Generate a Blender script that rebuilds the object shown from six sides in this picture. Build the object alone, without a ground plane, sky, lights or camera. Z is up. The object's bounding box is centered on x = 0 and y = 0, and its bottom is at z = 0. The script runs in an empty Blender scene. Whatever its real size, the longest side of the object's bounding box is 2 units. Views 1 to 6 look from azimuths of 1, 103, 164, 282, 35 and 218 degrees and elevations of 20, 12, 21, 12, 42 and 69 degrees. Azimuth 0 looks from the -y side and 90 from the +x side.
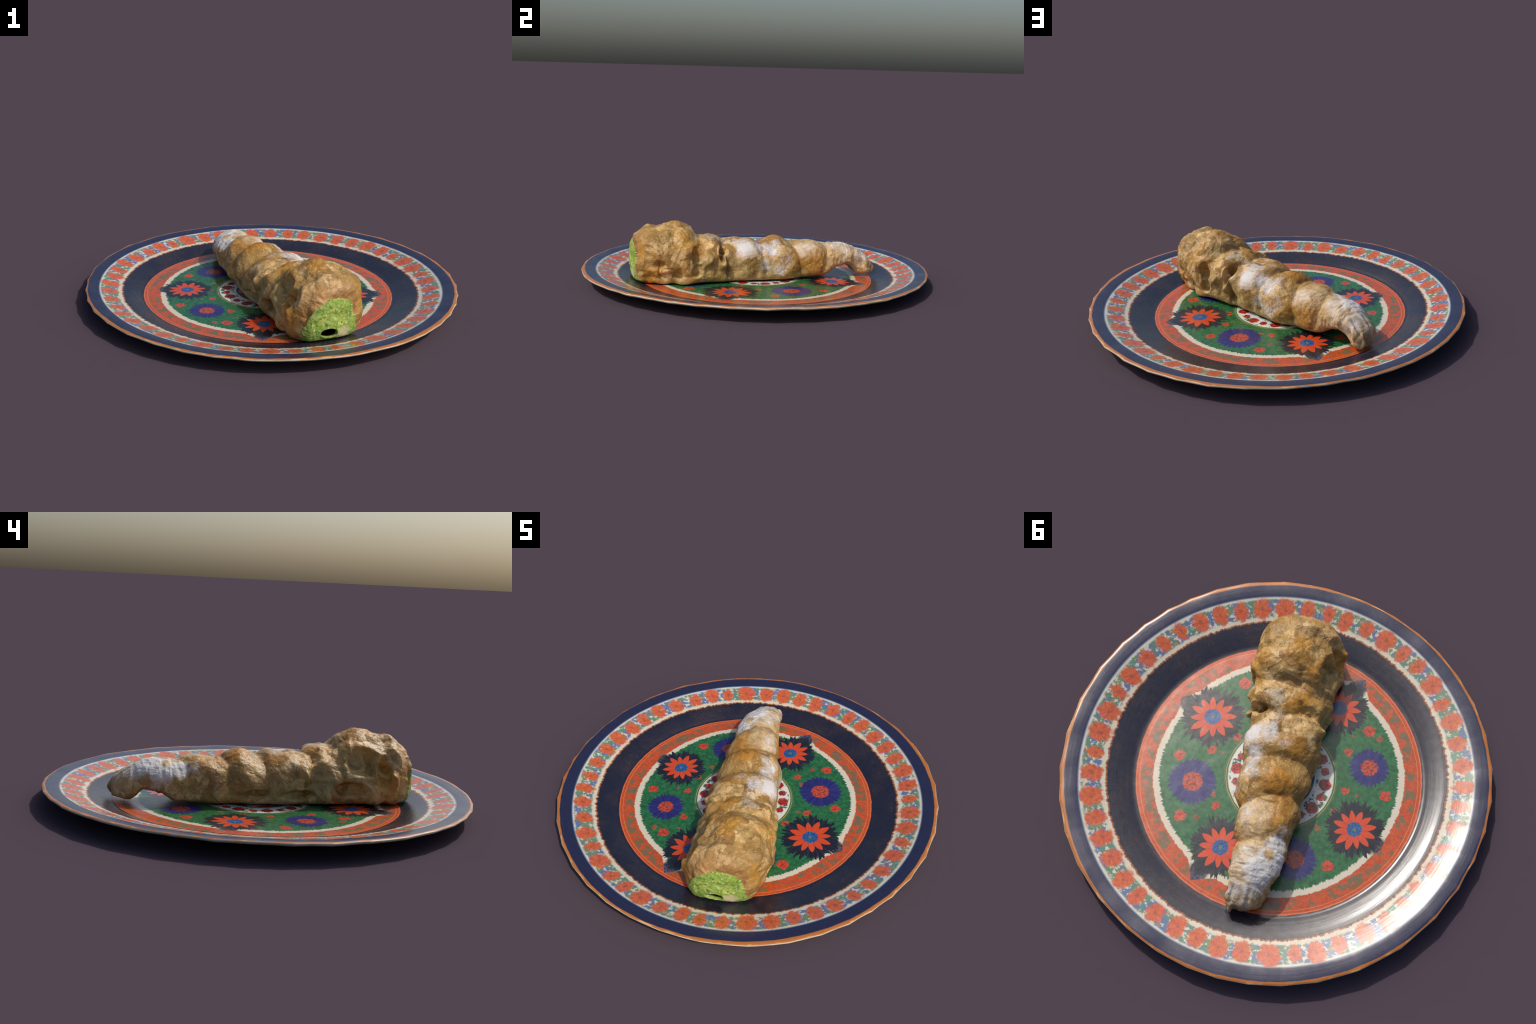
"""A cream-filled spiral pastry horn lying on a painted porcelain plate."""
import bpy
import math
import random
import numpy as np
from mathutils import Vector

random.seed(7)
TAU = math.tau

# =====================================================================
# small numpy noise toolbox (seeded, so that every run is the same)
# =====================================================================
_rng = np.random.RandomState(11)
_LAT = _rng.uniform(-1, 1, (32, 32, 32))
_JIT = _rng.uniform(0, 1, (16, 16, 16, 3))


def value_noise(p, scale, off=0.0):
    q = p / scale + off
    i = np.floor(q).astype(int)
    f = q - i
    f = f * f * f * (f * (f * 6 - 15) + 10)
    out = 0
    for dx in (0, 1):
        wx = f[..., 0] if dx else 1 - f[..., 0]
        for dy in (0, 1):
            wy = f[..., 1] if dy else 1 - f[..., 1]
            for dz in (0, 1):
                wz = f[..., 2] if dz else 1 - f[..., 2]
                out = out + wx * wy * wz * _LAT[(i[..., 0] + dx) % 32, (i[..., 1] + dy) % 32, (i[..., 2] + dz) % 32]
    return out


def fractal(p, scale, octaves=3, off=0.0, gain=0.5):
    a, t = 1.0, 0.0
    for k in range(octaves):
        t = t + a * value_noise(p, scale / 2 ** k, off + 5.3 * k)
        a *= gain
    return t


def cell_distance(p, scale, off=0.0):
    """Distance to the nearest and the second nearest feature point (in cells)."""
    q = p / scale + off
    i = np.floor(q).astype(int)
    f1 = np.full(q.shape[:-1], 9.0)
    f2, rid = f1.copy(), np.zeros_like(f1)
    for dx in (-1, 0, 1):
        for dy in (-1, 0, 1):
            for dz in (-1, 0, 1):
                c = i + (dx, dy, dz)
                pt = c + _JIT[c[..., 0] % 16, c[..., 1] % 16, c[..., 2] % 16]
                e = q - pt
                d = e[..., 0] ** 2 + e[..., 1] ** 2 + e[..., 2] ** 2
                f2 = np.minimum(np.maximum(d, f1), f2)
                rid = np.where(d < f1, np.take(_JIT[..., 0], (c[..., 0] * 31 + c[..., 1] * 57 + c[..., 2] * 91) % _JIT[..., 0].size), rid)
                f1 = np.minimum(d, f1)
    return np.sqrt(f1), np.sqrt(f2), rid


def smoothstep(a, b, x):
    t = np.clip((x - a) / (b - a), 0, 1)
    return t * t * (3 - 2 * t)


# =====================================================================
# shader expression helper: arithmetic on sockets builds Math nodes
# =====================================================================
class Tree:
    def __init__(self, name):
        self.mat = bpy.data.materials.new(name)
        self.mat.use_nodes = True
        self.t = self.mat.node_tree
        self.t.nodes.clear()
        self.out = self.t.nodes.new("ShaderNodeOutputMaterial")
        self.bsdf = self.t.nodes.new("ShaderNodeBsdfPrincipled")
        self.t.links.new(self.bsdf.outputs[0], self.out.inputs[0])
        tc = self.t.nodes.new("ShaderNodeTexCoord")
        self.obj = tc.outputs["Object"]

    def link(self, a, b):
        if isinstance(a, X):
            a = a.s
        if isinstance(a, (int, float)):
            b.default_value = a
        elif isinstance(a, (tuple, list)):
            b.default_value = tuple(a) if len(a) == len(b.default_value) else (*a, 1.0)
        else:
            self.t.links.new(a, b)

    def node(self, kind, **props):
        n = self.t.nodes.new(kind)
        for k, v in props.items():
            setattr(n, k, v)
        return n

    def math(self, op, a, b=None, c=None, clamp=False):
        n = self.node("ShaderNodeMath", operation=op, use_clamp=clamp)
        for k, v in enumerate((a, b, c)):
            if v is not None:
                self.link(v, n.inputs[k])
        return X(self, n.outputs[0])

    def split(self, v):
        n = self.node("ShaderNodeSeparateXYZ")
        self.link(v, n.inputs[0])
        return tuple(X(self, o) for o in n.outputs)

    def vec(self, x, y, z=0.0):
        n = self.node("ShaderNodeCombineXYZ")
        for k, v in enumerate((x, y, z)):
            self.link(v, n.inputs[k])
        return n.outputs[0]

    def vmath(self, op, a, b=None, scale=None):
        n = self.node("ShaderNodeVectorMath", operation=op)
        self.link(a, n.inputs[0])
        if b is not None:
            self.link(b, n.inputs[1])
        if scale is not None:
            self.link(scale, n.inputs["Scale"])
        return X(self, n.outputs["Value"]) if op in ("LENGTH", "DISTANCE", "DOT_PRODUCT") else n.outputs[0]

    def noise(self, v, scale, detail=2.0, rough=0.55, color=False, distortion=0.0):
        n = self.node("ShaderNodeTexNoise")
        self.link(v, n.inputs["Vector"])
        n.inputs["Scale"].default_value = scale
        n.inputs["Detail"].default_value = detail
        n.inputs["Roughness"].default_value = rough
        n.inputs["Distortion"].default_value = distortion
        return n.outputs["Color"] if color else X(self, n.outputs[0])

    def voronoi(self, v, scale, feature="F1", out="Distance", rand=1.0):
        n = self.node("ShaderNodeTexVoronoi", feature=feature)
        self.link(v, n.inputs["Vector"])
        n.inputs["Scale"].default_value = scale
        n.inputs["Randomness"].default_value = rand
        return X(self, n.outputs[out])

    def random(self, w):
        n = self.node("ShaderNodeTexWhiteNoise", noise_dimensions="1D")
        self.link(w, n.inputs["W"])
        return X(self, n.outputs["Value"])

    def ramp(self, a, b, x, smooth=True):
        """0 below a, 1 above b (a > b gives the falling ramp)."""
        n = self.node("ShaderNodeMapRange", interpolation_type="SMOOTHSTEP" if smooth else "LINEAR")
        self.link(x, n.inputs["Value"])
        if a < b:
            n.inputs["From Min"].default_value, n.inputs["From Max"].default_value = a, b
        else:
            n.inputs["From Min"].default_value, n.inputs["From Max"].default_value = b, a
            n.inputs["To Min"].default_value, n.inputs["To Max"].default_value = 1.0, 0.0
        return X(self, n.outputs["Result"])

    def mix(self, a, b, f):
        n = self.node("ShaderNodeMix", data_type="RGBA")
        self.link(f, n.inputs["Factor"])
        self.link(a, n.inputs[6])
        self.link(b, n.inputs[7])
        return n.outputs[2]

    def bump(self, height, strength, distance, normal=None):
        n = self.node("ShaderNodeBump")
        n.inputs["Strength"].default_value = strength
        n.inputs["Distance"].default_value = distance
        self.link(height, n.inputs["Height"])
        if normal is not None:
            self.link(normal, n.inputs["Normal"])
        return n.outputs[0]

    def finish(self, color, rough=0.5, spec=0.5, normal=None, coat=0.0):
        self.link(color, self.bsdf.inputs["Base Color"])
        self.link(rough, self.bsdf.inputs["Roughness"])
        self.bsdf.inputs["Specular IOR Level"].default_value = spec
        self.bsdf.inputs["Coat Weight"].default_value = coat
        if normal is not None:
            self.link(normal, self.bsdf.inputs["Normal"])
        return self.mat


class X:
    """A float socket with arithmetic."""

    def __init__(self, tree, s):
        self.T, self.s = tree, s

    def __add__(self, o): return self.T.math("ADD", self, o)
    __radd__ = __add__
    def __mul__(self, o): return self.T.math("MULTIPLY", self, o)
    __rmul__ = __mul__
    def __sub__(self, o): return self.T.math("SUBTRACT", self, o)
    def __rsub__(self, o): return self.T.math("SUBTRACT", o, self)
    def __truediv__(self, o): return self.T.math("DIVIDE", self, o)
    def __pow__(self, o): return self.T.math("POWER", self, o)
    def abs(self): return self.T.math("ABSOLUTE", self)
    def frac(self): return self.T.math("FRACT", self)
    def floor(self): return self.T.math("FLOOR", self)
    def cos(self): return self.T.math("COSINE", self)
    def sin(self): return self.T.math("SINE", self)
    def sqrt(self): return self.T.math("SQRT", self)
    def clamp(self): return self.T.math("ADD", self, 0.0, clamp=True)
    def min(self, o): return self.T.math("MINIMUM", self, o)
    def max(self, o): return self.T.math("MAXIMUM", self, o)


def rgb(r, g, b):
    """sRGB 0..255 to linear."""
    f = lambda c: c / 12.92 if c <= 0.04045 else ((c + 0.055) / 1.055) ** 2.4
    return (f(r / 255), f(g / 255), f(b / 255), 1.0)


# =====================================================================
# object helpers
# =====================================================================
def empty(name, label, category):
    o = bpy.data.objects.new(name, None)
    o.empty_display_size = 0.1
    bpy.context.scene.collection.objects.link(o)
    o["label"], o["category"] = label, category
    return o


def mesh_part(name, verts, quads, tris, parent, mat, normals):
    """A part cut out of a larger surface: keeps the whole surface's vertex normals at its border."""
    quads, tris = np.asarray(quads, int).reshape(-1, 4), np.asarray(tris, int).reshape(-1, 3)
    loops = np.concatenate([quads.ravel(), tris.ravel()])
    used, loops = np.unique(loops, return_inverse=True)
    me = bpy.data.meshes.new(name)
    me.vertices.add(len(used))
    me.vertices.foreach_set("co", verts[used].astype(np.float32).ravel())
    me.loops.add(len(loops))
    me.loops.foreach_set("vertex_index", loops.astype(np.int32).ravel())
    me.polygons.add(len(quads) + len(tris))
    starts = np.concatenate([np.arange(len(quads)) * 4, len(quads) * 4 + np.arange(len(tris)) * 3])
    me.polygons.foreach_set("loop_start", starts.astype(np.int32))
    me.update(calc_edges=True)
    me.polygons.foreach_set("use_smooth", np.ones(len(me.polygons), bool))
    me.materials.append(mat)
    me.normals_split_custom_set_from_vertices(normals[used].tolist())
    o = bpy.data.objects.new(name, me)
    bpy.context.scene.collection.objects.link(o)
    o.parent = parent
    return o


def vertex_normals(v, quads, tris):
    n = np.zeros_like(v)
    if len(quads):
        q = np.asarray(quads)
        fn = np.cross(v[q[:, 2]] - v[q[:, 0]], v[q[:, 3]] - v[q[:, 1]])
        for k in range(4):
            np.add.at(n, q[:, k], fn)
    if len(tris):
        t = np.asarray(tris)
        fn = np.cross(v[t[:, 1]] - v[t[:, 0]], v[t[:, 2]] - v[t[:, 0]])
        for k in range(3):
            np.add.at(n, t[:, k], fn)
    return n / (np.linalg.norm(n, axis=1, keepdims=True) + 1e-12)


# =====================================================================
# THE PLATE
# =====================================================================
PLATE_TOP = [(0.0, 0.0125), (0.665, 0.0125), (0.678, 0.0135), (0.686, 0.0135), (0.70, 0.0160), (0.75, 0.0270),
             (0.80, 0.0395), (0.86, 0.0590), (0.924, 0.0772), (0.95, 0.0810), (0.978, 0.0835), (0.990, 0.0840)]
PLATE_EDGE = [(0.998, 0.0825), (1.0015, 0.0780), (0.999, 0.0730), (0.990, 0.0680), (0.975, 0.0640)]
PLATE_UNDER = [(0.93, 0.0530), (0.86, 0.0330), (0.79, 0.0160), (0.72, 0.0040), (0.68, 0.0), (0.65, 0.0), (0.64, 0.0040), (0.3, 0.0040), (0.0, 0.0040)]


def plate_height(r):
    return np.interp(r, [a for a, _ in PLATE_TOP], [b for _, b in PLATE_TOP])


def scallop(theta):
    """Outward swing of the rim: slightly squared outline with some forty shallow uneven scallops."""
    t = theta + 0.035 * np.sin(3 * theta + 0.6) + 0.03 * np.sin(5 * theta + 2.1)
    cusp = np.abs(np.sin(19 * t)) ** 0.8
    return 0.0040 + 0.0042 * np.cos(4 * (theta - math.radians(45))) + 0.0058 * (0.55 - cusp) * (0.8 + 0.4 * np.sin(2 * theta + 1)) \
        + 0.0014 * np.sin(7 * theta + 1.0)


def build_plate(mats):
    root = empty("decorated_plate", "round porcelain plate painted with orange, blue and green flowers", "plate")
    seg = 720
    th = np.arange(seg) * TAU / seg

    def refine(prof, step=0.012):
        pts = [prof[0]]
        for a, b in zip(prof[:-1], prof[1:]):
            k = max(1, int(math.ceil(math.hypot(b[0] - a[0], b[1] - a[1]) / step)))
            for j in range(1, k + 1):
                t = j / k
                pts.append((a[0] + (b[0] - a[0]) * t, a[1] + (b[1] - a[1]) * t))
        # gentle rounding of the profile's corners
        pts = np.array(pts)
        for _ in range(2):
            pts[1:-1] = 0.25 * pts[:-2] + 0.5 * pts[1:-1] + 0.25 * pts[2:]
        return pts

    whole = PLATE_TOP + PLATE_EDGE + PLATE_UNDER
    prof = refine(whole[1:-1])
    prof = np.vstack([prof, ])
    n = len(prof)
    r, z = prof[:, :1], prof[:, 1:]
    w = smoothstep(0.80, 1.0, r)
    swing = scallop(th)[None, :] * w
    wave = w ** 2 * 0.0008 * (np.sin(17 * th + 0.5) + np.sin(29 * th + 2.0) * np.sin(3 * th))[None, :] + smoothstep(0.72, 0.95, r) * (0.0025 * np.cos(2 * th) - 0.0008)[None, :]
    # the foot and the well sit a little off the centre of the rim
    shift = -0.016 * (1 - smoothstep(0.70, 0.98, r))
    x = (r + swing) * np.cos(th) + shift
    y = (r + swing) * np.sin(th)
    # the hollow of the rim is fuller on one side than on the other
    lean = np.abs((th - math.radians(186) + math.pi) % TAU - math.pi)
    full = 0.003 + 0.0115 * np.exp(-(lean / math.radians(62)) ** 2)
    top = (np.arange(n)[:, None] < np.argmax(prof[:, 0]))
    belly = np.exp(-((r - 0.765) / 0.070) ** 2) * smoothstep(0.682, 0.705, r) * top
    zz = z + wave + full[None, :] * belly
    v = np.stack([x, y, np.maximum(zz, 0)], -1).reshape(-1, 3)
    v = np.vstack([v, [[-0.016, 0, 0.0125]], [[-0.016, 0, 0.004]]])
    idx = np.arange(n * seg).reshape(n, seg)
    quads, ring_of = [], []
    for i in range(n - 1):
        a, b = idx[i], idx[i + 1]
        q = np.stack([a, b, np.roll(b, -1), np.roll(a, -1)], 1)
        quads.append(q)
        ring_of += [i] * seg
    quads = np.vstack(quads)
    ring_of = np.array(ring_of)
    tris = [(n * seg, idx[0, j], idx[0, (j + 1) % seg]) for j in range(seg)] + [(n * seg + 1, idx[-1, (j + 1) % seg], idx[-1, j]) for j in range(seg)]
    nor = vertex_normals(v, quads, tris)
    # split by region: well, rim, gilt lip, underside
    first = lambda f: next(i for i in range(n) if f(prof[i]))
    i_well = first(lambda p: p[0] >= 0.684)
    i_rim = first(lambda p: p[0] >= 0.9870)
    i_lip = first(lambda p: p[0] > 0.990 and p[1] < 0.0818)
    i_under = first(lambda p: p[0] < 0.986 and p[1] < 0.064 and p[0] > 0.9 and p[1] > 0.05)
    cuts = [("well", 0, i_well, "well"), ("rim", i_well, i_rim, "rim"), ("gilt_lip", i_rim, i_lip, "lip"), ("underside", i_lip, n, "under")]
    for name, a, b, m in cuts:
        ts = {"well": tris[:seg], "underside": tris[seg:]}.get(name, [])
        mesh_part(name, v, quads[(ring_of >= a) & (ring_of < b)], ts, root, mats[m], nor)
    return root


# ---------------------------------------------------------------- plate materials
ORANGE = rgb(198, 84, 34)
RED = rgb(200, 58, 34)
CREAM = rgb(212, 202, 180)
NAVY = rgb(27, 28, 45)
COBALT = rgb(36, 34, 105)
GREEN = rgb(34, 98, 54)
TEAL = rgb(50, 120, 112)
BLUE = rgb(34, 82, 150)
BLACK = rgb(24, 24, 30)
GILT = rgb(182, 108, 46)
PLATE_ROUGH = 0.27


def polar(T, p, cx, cy):
    x, y, _ = T.split(p)
    dx, dy = x - cx, y - cy
    return dx, dy, (dx * dx + dy * dy).sqrt(), T.math("ARCTAN2", dy, dx)


def fringe(T, ang, d, freq, depth, scale=1.0, detail=1.0):
    """Seamless brush-stroke noise that runs along the radius: 0..1 around 0.5."""
    return T.noise(T.vec(ang.cos() * freq, ang.sin() * freq, d * depth), scale, detail)


def red_daisy(T, col, p, cx, cy, size, turn):
    """Twelve pointed orange petals round a blue eye, on a black halo of brush strokes."""
    dx, dy, d, a = polar(T, p, cx, cy)
    f = fringe(T, a, d, 9.0, 14.0, 1.0, 2.0)
    halo = T.ramp(0.006, -0.006, d - (f - 0.5) * 0.13 - 0.130 * size)
    tone = T.mix(BLACK, rgb(46, 48, 66), T.ramp(0.45, 0.75, fringe(T, a, d, 18.0, 6.0)))
    col = T.mix(col, tone, halo)
    u = (a + turn) * (12 / TAU)
    t = ((u.frac() - 0.5) * 2).abs()
    rnd = T.random(u.floor())
    rho = d / ((rnd * 0.16 + 0.90) * 0.104 * size)
    width = ((1.0 - rho).max(0.0) ** 0.80) * 2.05
    petal = T.ramp(0.06, -0.06, t - width) * T.ramp(1.01, 0.98, rho)
    vein = T.noise(T.vec(a.cos() * 14, a.sin() * 14, d * 8), 1.0, 2.0)
    pcol = T.mix(rgb(186, 54, 22), rgb(222, 84, 34), vein)
    pcol = T.mix(pcol, rgb(120, 34, 18), T.ramp(0.86, 1.0, t) * 0.6)
    col = T.mix(col, pcol, petal)
    eye_edge = T.ramp(0.003, -0.003, d + (T.noise(p, 90.0, 1.0) - 0.5) * 0.012 - 0.036 * size)
    speck = T.noise(p, 150.0, 2.0)
    eye = T.mix(rgb(24, 58, 112), rgb(50, 104, 160), T.ramp(0.4, 0.62, speck))
    eye = T.mix(eye, rgb(96, 120, 84), T.ramp(0.012, 0.004, d))
    return T.mix(col, eye, eye_edge)


def blue_aster(T, col, p, cx, cy, size):
    dx, dy, d, a = polar(T, p, cx, cy)
    ray = ((a * (26 / TAU)).frac() - 0.5).abs()
    f = fringe(T, a, d, 8.0, 8.0, 1.0, 2.0)
    halo = T.ramp(0.004, -0.004, d + (ray - 0.25) * 0.022 - (f - 0.5) * 0.05 - 0.092 * size)
    tone = T.mix(rgb(30, 30, 92), rgb(50, 46, 118), T.ramp(0.35, 0.7, fringe(T, a, d, 16.0, 5.0)))
    col = T.mix(col, tone, halo)
    disc = T.ramp(0.004, -0.004, d + (T.noise(p, 70.0, 2.0) - 0.5) * 0.026 - 0.040 * size)
    return T.mix(col, T.mix(rgb(196, 78, 44), rgb(112, 44, 44), T.ramp(0.40, 0.66, T.noise(p, 75.0, 3.0))), disc)


def rosette(T, col, p, cx, cy, r, strength=1.0):
    dx, dy, d, a = polar(T, p, cx, cy)
    edge = T.ramp(0.004, -0.004, d + (T.noise(p, 50.0, 3.0) - 0.5) * 0.040 - r * 0.88)
    tone = T.mix(rgb(206, 72, 40), rgb(150, 46, 34), T.ramp(0.42, 0.66, T.noise(p, 80.0, 3.0)))
    tone = T.mix(tone, rgb(120, 40, 34), T.ramp(0.30, 0.10, d * (1.0 / r)) * 0.7)
    return T.mix(col, tone, edge * strength)


def well_material():
    T = Tree("painted_well_glaze")
    wob = T.noise(T.obj, 26.0, 2.0, color=True)
    p = T.vmath("ADD", T.obj, T.vmath("SCALE", T.vmath("SUBTRACT", wob, (0.5, 0.5, 0.5)), scale=0.006))
    dx, dy, r, th = polar(T, p, -0.018, 0.0)
    # green field, brushed
    brush = T.noise(p, 55.0, 3.0, 0.65)
    col = T.mix(rgb(26, 82, 46), rgb(46, 114, 64), T.ramp(0.3, 0.7, brush))
    # outline of the field: round, drawn out to a cusp beyond each orange daisy
    cusp, nearest = None, None
    for ang, lift, width in ((-2, 0.040, 0.15), (90.5, 0.070, 0.15), (180, 0.014, 0.12), (-92.4, 0.074, 0.16)):
        a = math.radians(ang)
        gap = ((th - a).cos() * -1 + 1).max(0.0).sqrt() * 1.4142
        k = ((1.0 - gap / width).max(0.0) ** 1.5) * lift
        cusp = k if cusp is None else cusp.max(k)
        nearest = gap if nearest is None else nearest.min(gap)
    bow = ((th * 4 - math.radians(-5 * 4)).cos() * -0.006)
    rag = (T.noise(T.vec(th.cos() * 70, th.sin() * 70, r * 8), 1.0, 3.0) - 0.5) * 0.036
    edge = r - cusp - bow
    white = T.ramp(-0.004, 0.004, edge + rag - 0.559)
    near_cusp = T.ramp(0.095, 0.055, nearest + (T.noise(p, 60.0, 2.0) - 0.5) * 0.04) * T.ramp(0.50, 0.54, r)
    col = T.mix(col, CREAM, white)
    col = T.mix(col, T.mix(BLACK, rgb(44, 42, 90), T.ramp(0.57, 0.67, r + (brush - 0.5) * 0.12)), near_cusp * (T.noise(p, 110.0, 2.0) * 0.5 + 0.68).clamp())
    for cx, cy, s in ((0.279, 0.281, 1.2), (-0.332, 0.282, 1.05), (-0.334, -0.290, 1.0), (0.270, -0.300, 1.05)):
        col = blue_aster(T, col, p, cx, cy, s)
    for x, y, rad, st in ((0.407, -0.273, 0.033, 1), (0.414, 0.215, 0.030, 1), (0.256, -0.024, 0.023, .9), (0.307, 0.100, 0.025, .9), (0.269, 0.081, 0.014, .5),
                          (0.159, 0.267, 0.011, .7), (0.216, 0.446, 0.029, 1), (0.114, 0.306, 0.025, .9), (0.150, 0.404, 0.018, .4), (-0.223, -0.441, 0.033, 1),
                          (-0.211, -0.294, 0.023, .9), (-0.286, -0.443, 0.016, .7), (-0.182, -0.376, 0.012, .7), (-0.318, -0.126, 0.020, .9), (-0.477, -0.221, 0.028, 1),
                          (-0.371, -0.137, 0.007, .6), (-0.471, 0.215, 0.028, 1), (-0.319, 0.103, 0.017, .8), (-0.333, -0.010, 0.013, .7), (-0.21, 0.440, 0.029, 1), (0.20, -0.44, 0.030, 1), (0.10, -0.32, 0.024, .9), (-0.11, 0.34, 0.02, .8)):
        col = rosette(T, col, p, x, y, rad, st)
    # the daisies with their black halos
    for cx, cy, s, t in ((0.417, -0.035, 1.12, 0.10), (-0.030, 0.448, 1.04, 0.25), (-0.461, -0.001, 1.0, 0.0), (-0.036, -0.452, 1.04, 0.3)):
        col = red_daisy(T, col, p, cx, cy, s, t)
    # orange band with small green sprigs and darker scrolls
    rag2 = (T.noise(T.vec(th.cos() * 40, th.sin() * 40, r * 8), 1.0, 2.0) - 0.5) * 0.014
    band = T.ramp(-0.003, 0.003, edge + rag2 - 0.588)
    scroll = T.ramp(0.10, 0.02, (T.noise(p, 48.0, 1.0, distortion=1.2) - 0.5).abs())
    oc = T.mix(ORANGE, rgb(168, 52, 24), scroll * 0.55)
    sprig = T.ramp(0.47, 0.56, T.noise(p, 26.0, 3.0, 0.6)) * T.ramp(0.034, 0.020, (r - 0.622).abs()) * T.ramp(0.60, 0.62, edge + 0.02)
    oc = T.mix(oc, T.mix(rgb(64, 104, 84), rgb(124, 98, 56), T.noise(p, 40.0, 1.0)), sprig * 0.85)
    lines = T.ramp(0.55, 1.0, ((r - 0.640) * (TAU / 0.016)).cos()) * T.ramp(0.645, 0.655, r)
    oc = T.mix(oc, rgb(226, 132, 74), lines * 0.7)
    col = T.mix(col, oc, band)
    col = T.mix(col, NAVY, T.ramp(0.674, 0.678, r))
    # medallion in the middle
    mx, my, mr, ma = polar(T, p, -0.033, 0.004)
    leaf = T.noise(p, 34.0, 3.0)
    med = T.mix(rgb(214, 216, 208), rgb(40, 92, 62), T.ramp(0.53, 0.60, leaf) * T.ramp(0.045, 0.030, (mr - 0.205).abs()))
    u = ma * (20 / TAU)
    big = T.math("PINGPONG", u.floor(), 1.0)
    arc = (u.frac() - 0.5) * (TAU / 20) * mr
    rd = (arc * arc + (mr - 0.212) * (mr - 0.212)).sqrt() + (T.noise(p, 70.0, 2.0) - 0.5) * 0.018
    rose = T.ramp(0.003, -0.003, rd - (big * 0.009 + 0.020))
    rt = T.mix(rgb(196, 52, 34), rgb(118, 34, 28), T.ramp(0.3, 0.7, T.voronoi(p, 70.0)))
    med = T.mix(med, rt, rose)
    med = T.mix(med, rgb(46, 92, 104), T.ramp(0.008, 0.004, (mr - 0.152).abs()))
    med = T.mix(med, T.mix(rgb(190, 56, 36), CREAM, T.ramp(0.45, 0.6, T.noise(p, 18.0, 2.0))), T.ramp(0.148, 0.144, mr))
    ring = T.mix(rgb(58, 104, 62), rgb(166, 152, 88), T.ramp(0.0, 0.6, ((mr - 0.250) * (TAU / 0.009)).cos()))
    med = T.mix(med, ring, T.ramp(0.248, 0.251, mr))
    col = T.mix(col, med, T.ramp(0.268, 0.265, mr))
    rough = T.noise(T.obj, 30.0, 2.0) * 0.12 + (PLATE_ROUGH - 0.06)
    nrm = T.bump(T.noise(T.obj, 9.0, 2.0), 0.10, 0.02)
    return T.finish(col, rough, 0.85, nrm)


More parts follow.
